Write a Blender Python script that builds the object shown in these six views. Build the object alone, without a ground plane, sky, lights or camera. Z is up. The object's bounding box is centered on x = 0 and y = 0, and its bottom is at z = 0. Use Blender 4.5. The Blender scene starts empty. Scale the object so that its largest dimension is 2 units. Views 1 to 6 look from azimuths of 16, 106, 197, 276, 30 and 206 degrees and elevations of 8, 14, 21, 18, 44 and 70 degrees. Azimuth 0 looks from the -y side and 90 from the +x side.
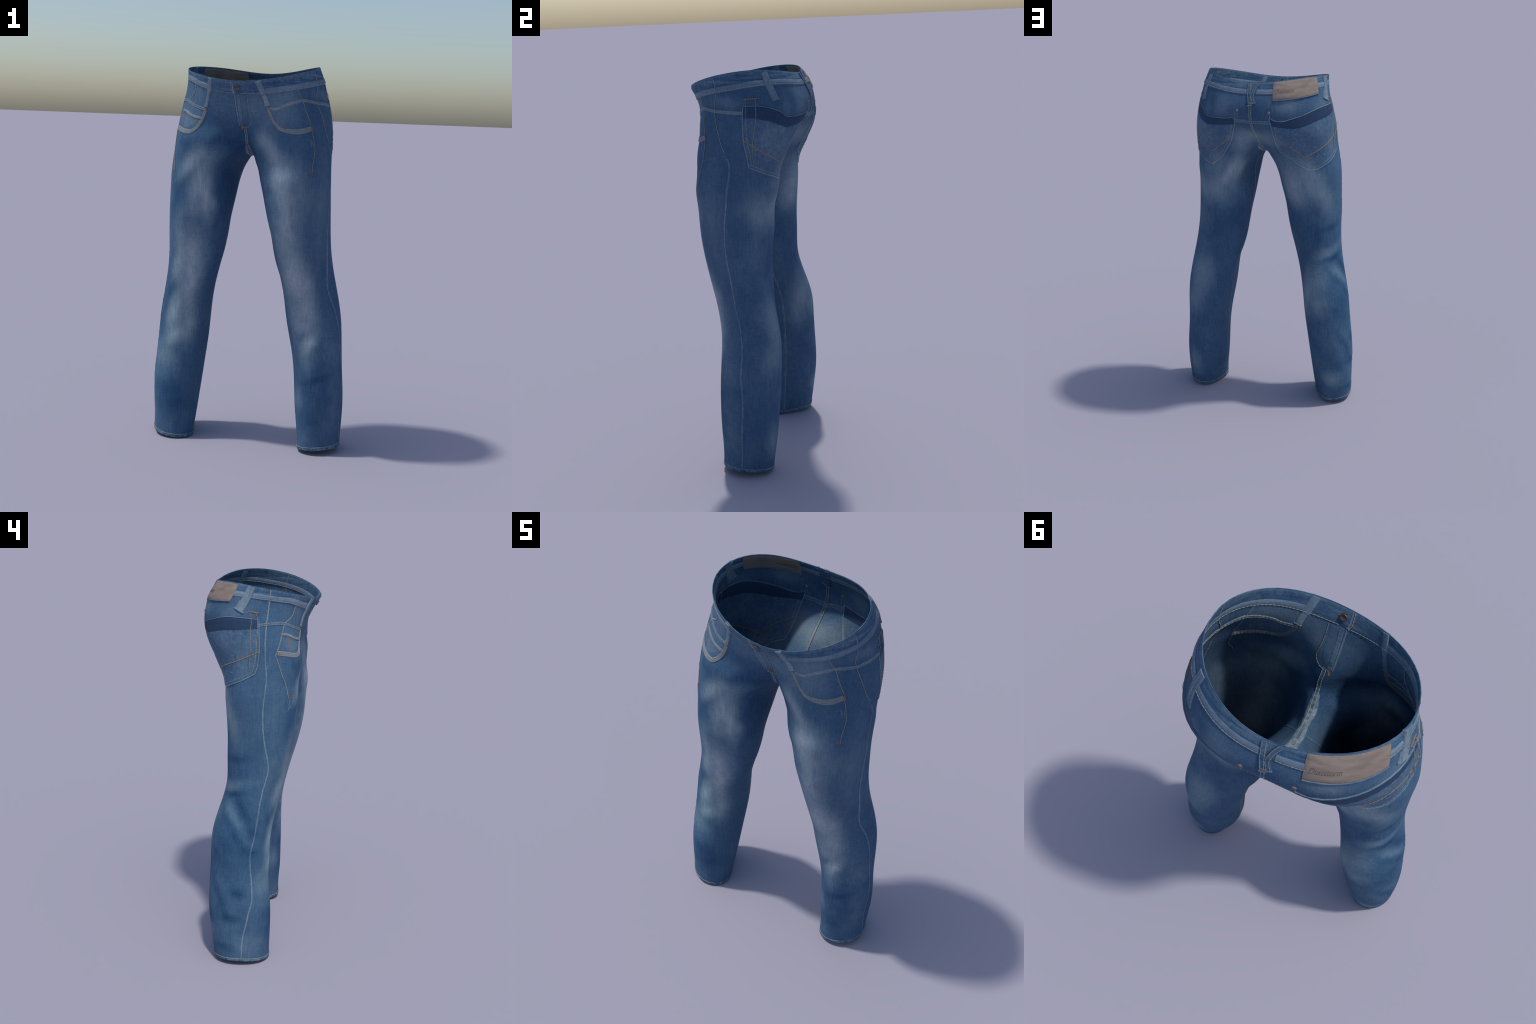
"""A pair of washed blue denim jeans standing upright as if worn.

One smooth cloth shell (two legs lofted through cross-sections into a hip
tube, joined along the crotch seam) carries pockets, waistband, belt loops,
seams, stitching, rivets and a leather label, each built as its own mesh on
the cloth surface.  Places on the cloth are given as (side, angle, height):
side "L" is +x (the wearer's left), "R" is -x; the angle is measured round the
leg from the front (0) over the outside (90) to the back (180).
"""
import bpy, bmesh, math, random
import numpy as np
from mathutils import Vector, Matrix
from mathutils.bvhtree import BVHTree
from mathutils.geometry import delaunay_2d_cdt

random.seed(7)
rng = np.random.default_rng(7)

# leg cross-sections: height, centre x, centre y, mean radius, then the 2nd and 3rd
# harmonic of the radius (how oval and how turned the section is)
LEFT_LEG = [
    (0, 0.4178, 0.0003, 0.1157, -0.0155, 0.0094, 0.0032, -0.0071),
    (0.1, 0.4066, 0.0141, 0.1234, -0.0139, 0.0077, 0.0008, 0.0002),
    (0.2, 0.3969, 0.0219, 0.133, -0.0125, 0.0041, -0.0003, 0.0044),
    (0.32, 0.3916, 0.0259, 0.1388, -0.0113, -0.0006, -0.0003, 0.003),
    (0.45, 0.3812, 0.0299, 0.1412, -0.012, -0.0032, 0.0008, 0.001),
    (0.58, 0.3649, 0.0347, 0.144, -0.0115, 0.0034, 0.0022, 0.001),
    (0.71, 0.3405, 0.0344, 0.1431, -0.0089, 0.0128, 0.005, 0.0065),
    (0.84, 0.3147, 0.017, 0.1402, -0.0088, 0.0133, 0.0052, 0.0146),
    (0.97, 0.2867, -0.0087, 0.1492, -0.0065, 0.0031, 0.0038, 0.0167),
    (1.1, 0.2693, -0.03, 0.1602, -0.0084, -0.0024, 0.005, 0.0129),
    (1.23, 0.255, -0.0376, 0.175, -0.0112, -0.0019, 0.005, 0.0063),
    (1.35, 0.2471, -0.0402, 0.1839, -0.0117, 0.0024, 0.0016, -0.0002),
    (1.45, 0.2416, -0.0355, 0.194, -0.0158, 0.0079, -0.0032, -0.008),
]
RIGHT_LEG = [
    (0, -0.4087, -0.0059, 0.1263, -0.0157, 0.0172, -0.0006, -0.0055),
    (0.1, -0.4077, 0.004, 0.1338, -0.0154, 0.0157, -0.0028, -0.0016),
    (0.2, -0.4039, 0.0122, 0.1411, -0.0167, 0.0117, -0.0028, -0.0016),
    (0.32, -0.3996, 0.021, 0.1467, -0.0146, 0.0091, -0.0026, -0.0014),
    (0.45, -0.3877, 0.0292, 0.1455, -0.0104, 0.0056, -0.0015, -0.0016),
    (0.58, -0.3727, 0.0313, 0.1454, -0.0095, 0.0033, -0.0001, -0.0024),
    (0.71, -0.359, 0.027, 0.1445, -0.0092, 0.0046, -0.0001, -0.0042),
    (0.84, -0.3321, 0.0015, 0.1419, -0.0057, 0.0097, 0.0008, -0.0047),
    (0.97, -0.3016, -0.0291, 0.1455, -0.001, 0.0135, -0.0005, -0.0047),
    (1.1, -0.2834, -0.0391, 0.1582, -0.001, 0.0103, -0.0026, -0.0047),
    (1.23, -0.2749, -0.0426, 0.1688, -0.0029, 0.0049, -0.0036, -0.002),
    (1.35, -0.2659, -0.0326, 0.1785, -0.0032, -0.0017, -0.0027, 0.0033),
    (1.45, -0.257, -0.0246, 0.185, -0.003, -0.0082, -0.0027, 0.0075),
]
# hip sections from just above the crotch to the waist: centre, radius, harmonics 2-4
HIPS = [
    (-0.0016, 0.0002, 0.296, 0.133, -0.0008, 0.0006, -0.0065, -0.0221, 0.0064),
    (-0.0042, 0.0237, 0.3132, 0.1044, -0.0043, -0.0001, -0.0082, -0.0152, 0.0067),
    (-0.0027, 0.0358, 0.3243, 0.0757, -0.0025, -0.0033, -0.0105, -0.0081, 0.003),
    (-0.0048, 0.0331, 0.3247, 0.0558, -0.0012, -0.0046, -0.0044, -0.0025, -0.0013),
    (-0.0057, 0.0109, 0.3169, 0.0466, -0.0047, -0.0022, -0.0002, -0.0007, -0.002),
    (-0.0087, -0.0268, 0.3053, 0.0385, -0.0046, -0.0039, -0.0005, 0.0024, -0.0012),
]
# height of the waist rim round the body (mean, cos, sin, cos 2, sin 2, ...)
WAIST_RIM = (1.9637, 0.0035, 0.0356, 0.0241, -0.0002, 0.0017, 0.0041)
LEFT_HEM = (0.0263, 0.0118, -0.0053)
RIGHT_HEM = (0.0207, 0.0115, 0.0045)
# crotch seam: depth below the hip line, roundness, skew, sideways shift
CROTCH = (0.078, 0.7671, -0.0049, -0.0084)
GROUND_DROP = 0.008      # lets the hems touch the ground

CLOTH = 0.0018           # cloth thickness
HIP_LINE = 1.62          # height where the hip tube starts
OUT, IN = 32, 16         # columns over the outside / inside of a leg ring
LEG_ROWS, HIP_ROWS = 8, 8  # rows per section

LEG = {"L": np.array(LEFT_LEG), "R": np.array(RIGHT_LEG)}
HEM = {"L": LEFT_HEM, "R": RIGHT_HEM}
SIGN = {"L": 1.0, "R": -1.0}
LEG_Z = LEG["L"][:, 0]


# ------------------------------------------------------------------ body loft
def spline_weights(t, at):
    """natural cubic spline through knots t, as a matrix of weights"""
    n, h = len(t), np.diff(t)
    a, b = np.zeros((n, n)), np.zeros((n, n))
    a[0, 0] = a[-1, -1] = 1
    for i in range(1, n - 1):
        a[i, i - 1:i + 2] = h[i - 1], 2 * (h[i - 1] + h[i]), h[i]
        b[i, i - 1:i + 2] = 6 / h[i - 1], -6 / h[i - 1] - 6 / h[i], 6 / h[i]
    m = np.linalg.solve(a, b)
    w = np.zeros((len(at), n))
    for q, x in enumerate(at):
        i = min(max(int(np.searchsorted(t, x)) - 1, 0), n - 2)
        f, g = (t[i + 1] - x) / h[i], (x - t[i]) / h[i]
        w[q, i] += f
        w[q, i + 1] += g
        w[q] += ((f ** 3 - f) * m[i] + (g ** 3 - g) * m[i + 1]) * h[i] ** 2 / 6
    return w


def harmonics(first, angle, coeffs):
    r = np.full_like(angle, first)
    for k in range(len(coeffs) // 2):
        r = r + coeffs[2 * k] * np.cos((k + 2) * angle) + coeffs[2 * k + 1] * np.sin((k + 2) * angle)
    return r


def leg_ring(side, row):
    c = math.radians(120)
    ang = np.concatenate([np.linspace(-c, c, OUT + 1), np.linspace(c, 2 * math.pi - c, IN + 1)[1:-1]])
    r = harmonics(row[3], ang, row[4:])
    w = max(0.0, 1 - row[0] / 0.32)
    h = HEM[side]
    z = row[0] + w * (h[0] + h[1] * np.cos(ang) + h[2] * np.sin(ang))
    return np.stack([row[1] + SIGN[side] * r * np.cos(ang), row[2] + r * np.sin(ang), z], -1)


def hip_column(side):
    th = np.linspace(-math.pi / 2, math.pi / 2, OUT + 1)
    th = th if side == "L" else math.pi - th
    w = WAIST_RIM
    rim = w[0] + w[1] * np.cos(th) + w[2] * np.sin(th) + harmonics(0.0, th, w[3:])
    rows = []
    for t, s in zip(np.linspace(0, 1, len(HIPS)), HIPS):
        r = harmonics(s[2], th, s[3:])
        rows.append(np.stack([s[0] + r * np.cos(th), s[1] + r * np.sin(th), HIP_LINE + t * (rim - HIP_LINE)], -1))
    return np.array(rows)


def loft():
    hip = {s: hip_column(s) for s in "LR"}
    ring = {s: np.array([leg_ring(s, row) for row in LEG[s]]) for s in "LR"}
    front, back = hip["L"][0, 0], hip["L"][0, -1]
    u = np.linspace(1, 0, IN + 1)[1:-1]
    uk = np.clip(u + CROTCH[2] * np.sin(np.pi * u), 0, 1)
    seam = front + (back - front) * u[:, None]
    seam = seam + np.stack([CROTCH[3] * np.sin(np.pi * u), 0 * u, -CROTCH[0] * np.sin(np.pi * uk) ** CROTCH[1]], -1)
    low = np.concatenate([np.linspace(a, b, LEG_ROWS, endpoint=False) for a, b in zip(LEG_Z[:-1], LEG_Z[1:])]
                         + [np.linspace(LEG_Z[-1], HIP_LINE, 2 * LEG_ROWS + 1)])
    n = len(low)
    hip_t = HIP_LINE + 0.34 * np.linspace(0, 1, len(HIPS))
    high = np.linspace(HIP_LINE, HIP_LINE + 0.34, HIP_ROWS * (len(HIPS) - 1) + 1)[1:]
    w = spline_weights(np.concatenate([LEG_Z, hip_t]), np.concatenate([low, high]))
    outer = {s: np.einsum("qi,ijk->qjk", w, np.concatenate([ring[s][:, :OUT + 1], hip[s]])) for s in "LR"}
    for j in (0, OUT):                                    # centre front and back are shared
        both = (outer["L"][n - 1:, j] + outer["R"][n - 1:, j]) / 2
        outer["L"][n - 1:, j] = outer["R"][n - 1:, j] = both
    top = 1.54
    low_in = np.where(low > LEG_Z[-1], LEG_Z[-1] + (low - LEG_Z[-1]) / (HIP_LINE - LEG_Z[-1]) * (top - LEG_Z[-1]), low)
    w = spline_weights(np.concatenate([LEG_Z, [top], 2 * top - LEG_Z[::-1]]),
                       np.concatenate([low_in, 2 * top - low_in[::-1][1:]]))
    inner = np.einsum("qi,ijk->qjk", w, np.concatenate([ring["L"][:, OUT + 1:], seam[None], ring["R"][::-1, OUT + 1:]]))
    legs = {"L": np.concatenate([outer["L"][:n], inner[:n]], 1),
            "R": np.concatenate([outer["R"][:n], inner[n - 1:][::-1]], 1)}
    legs = {s: np.concatenate([g, g[:, :1]], 1) for s, g in legs.items()}
    hips = np.concatenate([outer["L"][n - 1:], outer["R"][n - 1:, ::-1][:, 1:]], 1)
    for g in (legs["L"], legs["R"], hips):                # stand on the ground
        g[..., 2] -= GROUND_DROP * (1 - g[..., 2] / 2)
    return legs, hips


def weld(grids):
    """one vertex table for several grids; returns points and index grids"""
    table, points, out = {}, [], []
    for g in grids:
        idx = np.empty(g.shape[:2], int)
        for i in range(g.shape[0]):
            for j in range(g.shape[1]):
                key = tuple(np.round(g[i, j], 5))
                if key not in table:
                    table[key] = len(points)
                    points.append(g[i, j])
                idx[i, j] = table[key]
        out.append(idx)
    return np.array(points), out


def quads_of(idx, flip=False):
    a, b, c, d = idx[:-1, :-1], idx[:-1, 1:], idx[1:, 1:], idx[1:, :-1]
    q = np.stack([a, b, c, d], -1).reshape(-1, 4)
    return q[:, ::-1] if flip else q


def vertex_normals(points, quads):
    n = np.zeros_like(points)
    fn = np.cross(points[quads[:, 2]] - points[quads[:, 0]], points[quads[:, 3]] - points[quads[:, 1]])
    for k in range(4):
        np.add.at(n, quads[:, k], fn)
    return n / (np.linalg.norm(n, axis=1, keepdims=True) + 1e-12)


legs, hips = loft()
PTS, (idx_l, idx_r, idx_h) = weld([legs["L"], legs["R"], hips])
Q_L, Q_R, Q_H = quads_of(idx_l), quads_of(idx_r, True), quads_of(idx_h)
ALL_Q = np.concatenate([Q_L, Q_R, Q_H])

# relax the cloth where the two legs meet so that the crotch flows
edges = np.unique(np.sort(np.concatenate([ALL_Q[:, [0, 1]], ALL_Q[:, [1, 2]], ALL_Q[:, [2, 3]], ALL_Q[:, [3, 0]]]), axis=1), axis=0)
ends = set(idx_l[0]) | set(idx_r[0]) | set(idx_h[-1])
soft = np.exp(-((PTS[:, 0] / 0.07) ** 2 + ((PTS[:, 2] - 1.57) / 0.08) ** 2))
soft[list(ends)] = 0
wide = np.exp(-((PTS[:, 0] / 0.13) ** 4 + ((PTS[:, 2] - 1.54) / 0.10) ** 4))   # even out the mesh along the surface
wide[list(ends)] = 0
for step in range(36):
    if step % 4 == 0:
        n = vertex_normals(PTS, ALL_Q)
    total, count = np.zeros_like(PTS), np.zeros(len(PTS))
    for a, b in ((0, 1), (1, 0)):
        np.add.at(total, edges[:, a], PTS[edges[:, b]])
        np.add.at(count, edges[:, a], 1)
    move = total / count[:, None] - PTS
    slide = move - n * (move * n).sum(1, keepdims=True)
    PTS = PTS + 0.5 * wide[:, None] * slide + (0.5 * soft[:, None] * (move - slide) if step < 5 else 0)
thigh = np.exp(-(((np.abs(PTS[:, 0]) - 0.08) / 0.10) ** 4 + ((PTS[:, 2] - 1.43) / 0.11) ** 4))   # calm the inner thighs
for _ in range(3):
    total, count = np.zeros_like(PTS), np.zeros(len(PTS))
    for a, b in ((0, 1), (1, 0)):
        np.add.at(total, edges[:, a], PTS[edges[:, b]])
        np.add.at(count, edges[:, a], 1)
    PTS = PTS + 0.5 * thigh[:, None] * (total / count[:, None] - PTS)
pinch = np.exp(-((PTS[:, 2] - 1.51) / 0.032) ** 2 - (PTS[:, 0] / 0.045) ** 2)
PTS[:, 0] *= 1 - 0.32 * pinch
NRM = vertex_normals(PTS, ALL_Q)
TRIS = np.concatenate([ALL_Q[:, [0, 1, 2]], ALL_Q[:, [0, 2, 3]]])
CLOTH_TREE = BVHTree.FromPolygons([Vector(p) for p in PTS], [tuple(int(i) for i in t) for t in TRIS])


# ------------------------------------------------- finding places on the cloth
def smooth_hit(loc, face):
    i, j, k = TRIS[face]
    a, b, c, p = PTS[i], PTS[j], PTS[k], np.array(loc)
    v0, v1, v2 = b - a, c - a, p - a
    d00, d01, d11, d20, d21 = v0 @ v0, v0 @ v1, v1 @ v1, v2 @ v0, v2 @ v1
    den = d00 * d11 - d01 * d01 + 1e-15
    v, w = (d11 * d20 - d01 * d21) / den, (d00 * d21 - d01 * d20) / den
    n = NRM[i] * (1 - v - w) + NRM[j] * v + NRM[k] * w
    return p, n / np.linalg.norm(n)


def axis_at(side, z):
    hip = np.array([SIGN[side] * 0.13, 0.0])
    if z >= 1.6:
        return hip
    leg = lambda h: np.array([np.interp(h, LEG_Z, LEG[side][:, 1]), np.interp(h, LEG_Z, LEG[side][:, 2])])
    if z <= 1.2:
        return leg(z)
    w = (z - 1.2) / 0.4
    return leg(1.2) * (1 - w) + hip * w


def at(side, az, z):
    """point and normal of the cloth at an angle and height"""
    a = math.radians(az)
    d = Vector((SIGN[side] * math.sin(a), -math.cos(a), 0))
    for dz in np.arange(0, 0.08, 0.002):
        o = axis_at(side, z - dz)
        loc, n, f, dist = CLOTH_TREE.ray_cast(Vector((o[0], o[1], z - dz)), d)
        if loc is not None:
            return smooth_hit(loc, f)
    raise ValueError((side, az, z))


def snap(p):
    loc, n, f, dist = CLOTH_TREE.find_nearest(Vector(p))
    return smooth_hit(loc, f)


def place(side, list_az_z):
    return np.array([at(side, a, z)[0] for a, z in list_az_z])


def curve(ctl, step=0.006, closed=False, sharp=False):
    """even points along a Catmull-Rom (or straight) path through control points"""
    c = np.asarray(ctl, float)
    if closed:
        c = np.concatenate([c, c[:1]])
    dense = []
    for i in range(len(c) - 1):
        p1, p2 = c[i], c[i + 1]
        p0 = c[i - 1] if i else (c[-2] if closed else 2 * p1 - p2)
        p3 = c[i + 2] if i + 2 < len(c) else (c[1] if closed else 2 * p2 - p1)
        for t in np.linspace(0, 1, 14, endpoint=False):
            if sharp:
                dense.append(p1 + (p2 - p1) * t)
            else:
                dense.append(0.5 * (2 * p1 + (p2 - p0) * t + (2 * p0 - 5 * p1 + 4 * p2 - p3) * t * t + (3 * p1 - p0 - 3 * p2 + p3) * t ** 3))
    dense.append(c[-1])
    dense = np.array(dense)
    length = np.concatenate([[0], np.cumsum(np.linalg.norm(np.diff(dense, axis=0), axis=1))])
    n = max(2, int(round(length[-1] / step)) + 1)
    s = np.linspace(0, length[-1], n)
    out = np.stack([np.interp(s, length, dense[:, k]) for k in range(dense.shape[1])], -1)
    return out[:-1] if closed else out


# -------------------------------------------------------------- mesh builders
def make_mesh(name, verts, faces, materials, parent, normals=None, slots=None, kind=None):
    me = bpy.data.meshes.new(name)
    me.from_pydata([tuple(map(float, v)) for v in verts], [], [tuple(int(i) for i in f) for f in faces])
    for m in (materials if isinstance(materials, (list, tuple)) else [materials]):
        me.materials.append(m)
    me.polygons.foreach_set("use_smooth", [True] * len(me.polygons))
    if slots is not None:
        me.polygons.foreach_set("material_index", [int(s) for s in slots])
    me.update()
    if normals is not None:
        me.normals_split_custom_set_from_vertices([tuple(map(float, n)) for n in normals])
    ob = bpy.data.objects.new(name, me)
    bpy.context.scene.collection.objects.link(ob)
    ob.parent = parent
    if kind:
        ob["kind"] = kind
    return ob


def shell_from_grid(name, P, N, lift, material, parent, closed=True, inner=None):
    """a thin closed shell wrapped round both faces of the cloth; lift per row"""
    rows, cols = P.shape[:2]
    lift = np.asarray(lift)[:, None, None] * np.ones((rows, 1, 1))
    inn = lift if inner is None else np.asarray(inner)[:, None, None] * np.ones((rows, 1, 1))
    ring = np.concatenate([P + N * lift, (P - N * (CLOTH + inn))[::-1]])
    n = len(ring)
    verts = ring.reshape(-1, 3)
    faces = []
    for i in range(n):
        k = (i + 1) % n
        for j in range(cols if closed else cols - 1):
            l = (j + 1) % cols
            faces.append((i * cols + j, i * cols + l, k * cols + l, k * cols + j))
    if not closed:
        for j in (0, cols - 1):
            for i in range(rows - 1):
                f = (i * cols + j, (i + 1) * cols + j, (n - 2 - i) * cols + j, (n - 1 - i) * cols + j)
                faces.append(f if j == 0 else f[::-1])
    ob = make_mesh(name, verts, faces, material, parent)
    fix_normals(ob)
    return ob


def fix_normals(ob):
    bm = bmesh.new()
    bm.from_mesh(ob.data)
    bmesh.ops.recalc_face_normals(bm, faces=bm.faces)
    bm.to_mesh(ob.data)
    bm.free()
    ob.data.set_sharp_from_angle(angle=math.radians(50))


def ribbon(name, path, width, lift, material, parent, inner=0.0012, wide=None, join=None, pucker=0.0):
    """a flat strip of cloth sewn along a path of 3D points on the surface"""
    pts = np.array(path)
    wide = np.ones(len(pts)) if wide is None else np.interp(np.linspace(0, 1, len(pts)), np.linspace(0, 1, len(wide)), wide)
    tang = np.gradient(pts, axis=0)
    cross = np.array([-1, -0.82, -0.3, 0.3, 0.82, 1.0])
    prof = np.array([0.25, 1, 1, 1, 1, 0.25])
    P, N, bump = [], [], 1 + pucker * rng.standard_normal((len(pts), 1))
    for p, t, w in zip(pts, tang, wide):
        q, n = snap(p)
        b = np.cross(n, t)
        b /= np.linalg.norm(b) + 1e-9
        row = [snap(q + b * c * w * width / 2) for c in cross]
        P.append([r[0] for r in row])
        N.append([r[1] for r in row])
    P, N = np.array(P), np.array(N)
    lo = (lift * prof[None] * bump)[..., None]
    li = (inner * prof[None] * bump)[..., None]
    rows, k = len(pts), len(cross)
    ring = np.concatenate([P + N * lo, (P - N * (CLOTH + li))[:, ::-1]], 1)
    n = 2 * k
    verts = ring.reshape(-1, 3)
    faces = [(i * n + j, i * n + (j + 1) % n, (i + 1) * n + (j + 1) % n, (i + 1) * n + j) for i in range(rows - 1) for j in range(n)]
    faces += [tuple(range(n))[::-1], tuple((rows - 1) * n + j for j in range(n))]
    if join is not None:
        join.append((verts, faces))
        return None
    ob = make_mesh(name, verts, faces, material, parent)
    fix_normals(ob)
    return ob


def joined(name, pieces, material, parent, kind="stuff"):
    verts, faces, base = [], [], 0
    for v, f in pieces:
        verts.append(np.asarray(v))
        faces += [tuple(i + base for i in q) for q in f]
        base += len(v)
    ob = make_mesh(name, np.concatenate(verts), faces, material, parent, kind=kind)
    fix_normals(ob)
    return ob


def thread(store, path, radius=0.0012, dash=0.012, gap=0.0014, lift=0.0006, both=True):
    """a row of stitches lying on the cloth, on its outside and its inside"""
    path = np.asarray(path)
    step = np.linalg.norm(np.diff(path, axis=0), axis=1)
    s = np.concatenate([[0], np.cumsum(step)])
    pos, k = 0.0, 6
    while pos < s[-1] - 0.002:
        end = min(pos + dash * rng.uniform(0.85, 1.15), s[-1])
        t = np.linspace(pos, end, 4)
        pts = np.stack([np.interp(t, s, path[:, c]) for c in range(3)], -1)
        info = [snap(p) for p in pts]
        for way in ((1, -1) if both else (1,)):
            rows = []
            for i, (q, n) in enumerate(info):
                tg = pts[min(i + 1, 3)] - pts[max(i - 1, 0)]
                b = np.cross(n, tg)
                b /= np.linalg.norm(b) + 1e-9
                c = q + n * lift if way == 1 else q - n * (CLOTH + lift)
                r = radius * (0.55 if i in (0, 3) else 1.0)
                rows.append([c + r * (math.cos(a) * b * 1.25 + math.sin(a) * n) for a in np.arange(k) * math.tau / k])
            v = np.array(rows).reshape(-1, 3)
            f = [(i * k + j, i * k + (j + 1) % k, (i + 1) * k + (j + 1) % k, (i + 1) * k + j) for i in range(3) for j in range(k)]
            f += [tuple(range(k))[::-1], tuple(3 * k + j for j in range(k))]
            store.append((v, f))
        pos = end + gap


def patch(name, side, outline, lift, material, parent, inner=0.0012, sharp=True, grid=0.008, centre=None):
    """a piece of cloth with any outline, laid on the surface; outline in (angle, height)"""
    arc = 0.21
    flat = np.array([(math.radians(a) * arc, z) for a, z in outline])
    edge = curve(flat, 0.006, closed=True, sharp=sharp)
    lo, hi = edge.min(0), edge.max(0)
    seg_a, seg_b = edge, np.roll(edge, -1, 0)

    def inside(p):
        c = (seg_a[:, 1] > p[1]) != (seg_b[:, 1] > p[1])
        with np.errstate(divide="ignore", invalid="ignore"):
            x = seg_a[:, 0] + (p[1] - seg_a[:, 1]) * (seg_b[:, 0] - seg_a[:, 0]) / (seg_b[:, 1] - seg_a[:, 1])
        return bool((c & (x > p[0])).sum() % 2)

    fill = []
    for i, x in enumerate(np.arange(lo[0], hi[0], grid)):
        for y in np.arange(lo[1] + (i % 2) * grid / 2, hi[1], grid):
            if np.linalg.norm(edge - (x, y), axis=1).min() > 0.0045 and inside((x, y)):
                fill.append((x, y))
    n = len(edge)
    pts2 = [Vector(p) for p in edge] + [Vector(p) for p in fill]
    v2, _, tri, orig_v, _, _ = delaunay_2d_cdt(pts2, [(i, (i + 1) % n) for i in range(n)], [], 1, 1e-6)
    on_edge = np.array([any(o < n for o in ov) for ov in orig_v])
    info = [at(side, math.degrees(p[0] / arc), p[1]) for p in v2]
    P, N = np.array([i[0] for i in info]), np.array([i[1] for i in info])
    up = np.where(on_edge, 0.45, 1.0)[:, None]
    verts = np.concatenate([P + N * lift * up, P - N * (CLOTH + inner * up)])
    m = len(P)
    flip = SIGN[side] < 0
    faces, rim = [], {}
    for t in tri:
        t = list(t)[::-1] if flip else list(t)
        faces.append(tuple(t))
        faces.append(tuple(i + m for i in t[::-1]))
        for a, b in zip(t, t[1:] + t[:1]):
            rim[(a, b)] = 1
    for a, b in list(rim):
        if (b, a) not in rim:
            faces.append((b, a, a + m, b + m))
    ob = make_mesh(name, verts, faces, material, parent)
    fix_normals(ob)
    return ob


def stud(name, side, az, z, radius, height, material, parent, rings, mesh=None):
    """a turned metal fastener seen on both faces of the cloth (button, rivet)"""
    q, n = at(side, az, z)
    if mesh is None:
        seg, verts, faces = 20, [], []
        prof = [(r * radius, h * height) for r, h in rings]
        prof = prof + [(r, -h - CLOTH) for r, h in prof[::-1]]
        for r, h in prof:
            verts += [(r * math.cos(a), r * math.sin(a), h) for a in np.arange(seg) * math.tau / seg]
        for i in range(len(prof) - 1):
            for j in range(seg):
                faces.append((i * seg + j, (i + 1) * seg + j, (i + 1) * seg + (j + 1) % seg, i * seg + (j + 1) % seg))
        faces += [tuple(range(seg)), tuple((len(prof) - 1) * seg + j for j in range(seg))[::-1]]
        ob = make_mesh(name, verts, faces, material, parent)
        fix_normals(ob)
    else:
        ob = bpy.data.objects.new(name, mesh)
        bpy.context.scene.collection.objects.link(ob)
        ob.parent = parent
    ob.rotation_euler = Vector(n).to_track_quat("Z", "Y").to_euler()
    ob.location = Vector(q)
    return ob


# ------------------------------------------------------------------ materials
class Nodes:
    def __init__(self, tree):
        self.tree = tree

    def add(self, kind, inputs=None, **props):
        n = self.tree.nodes.new(kind)
        for k, v in props.items():
            setattr(n, k, v)
        for k, v in (inputs or {}).items():
            if isinstance(v, bpy.types.NodeSocket):
                self.tree.links.new(v, n.inputs[k])
            else:
                n.inputs[k].default_value = v
        return n

    def math(self, op, a, b=None, c=None, clamp=False):
        ins = {0: a}
        if b is not None:
            ins[1] = b
        if c is not None:
            ins[2] = c
        return self.add("ShaderNodeMath", ins, operation=op, use_clamp=clamp).outputs[0]

    def noise(self, coord, scale, detail=3.0, rough=0.55, stretch=None):
        if stretch:
            coord = self.add("ShaderNodeMapping", {"Vector": coord, "Scale": stretch}).outputs[0]
        return self.add("ShaderNodeTexNoise", {"Vector": coord, "Scale": scale, "Detail": detail, "Roughness": rough}).outputs[0]

    def ramp(self, fac, stops):
        r = self.add("ShaderNodeValToRGB", {0: fac})
        e = r.color_ramp.elements
        while len(e) < len(stops):
            e.new(0.5)
        for el, (pos, col) in zip(e, stops):
            el.position, el.color = pos, (*col, 1)
        return r.outputs[0]


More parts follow.
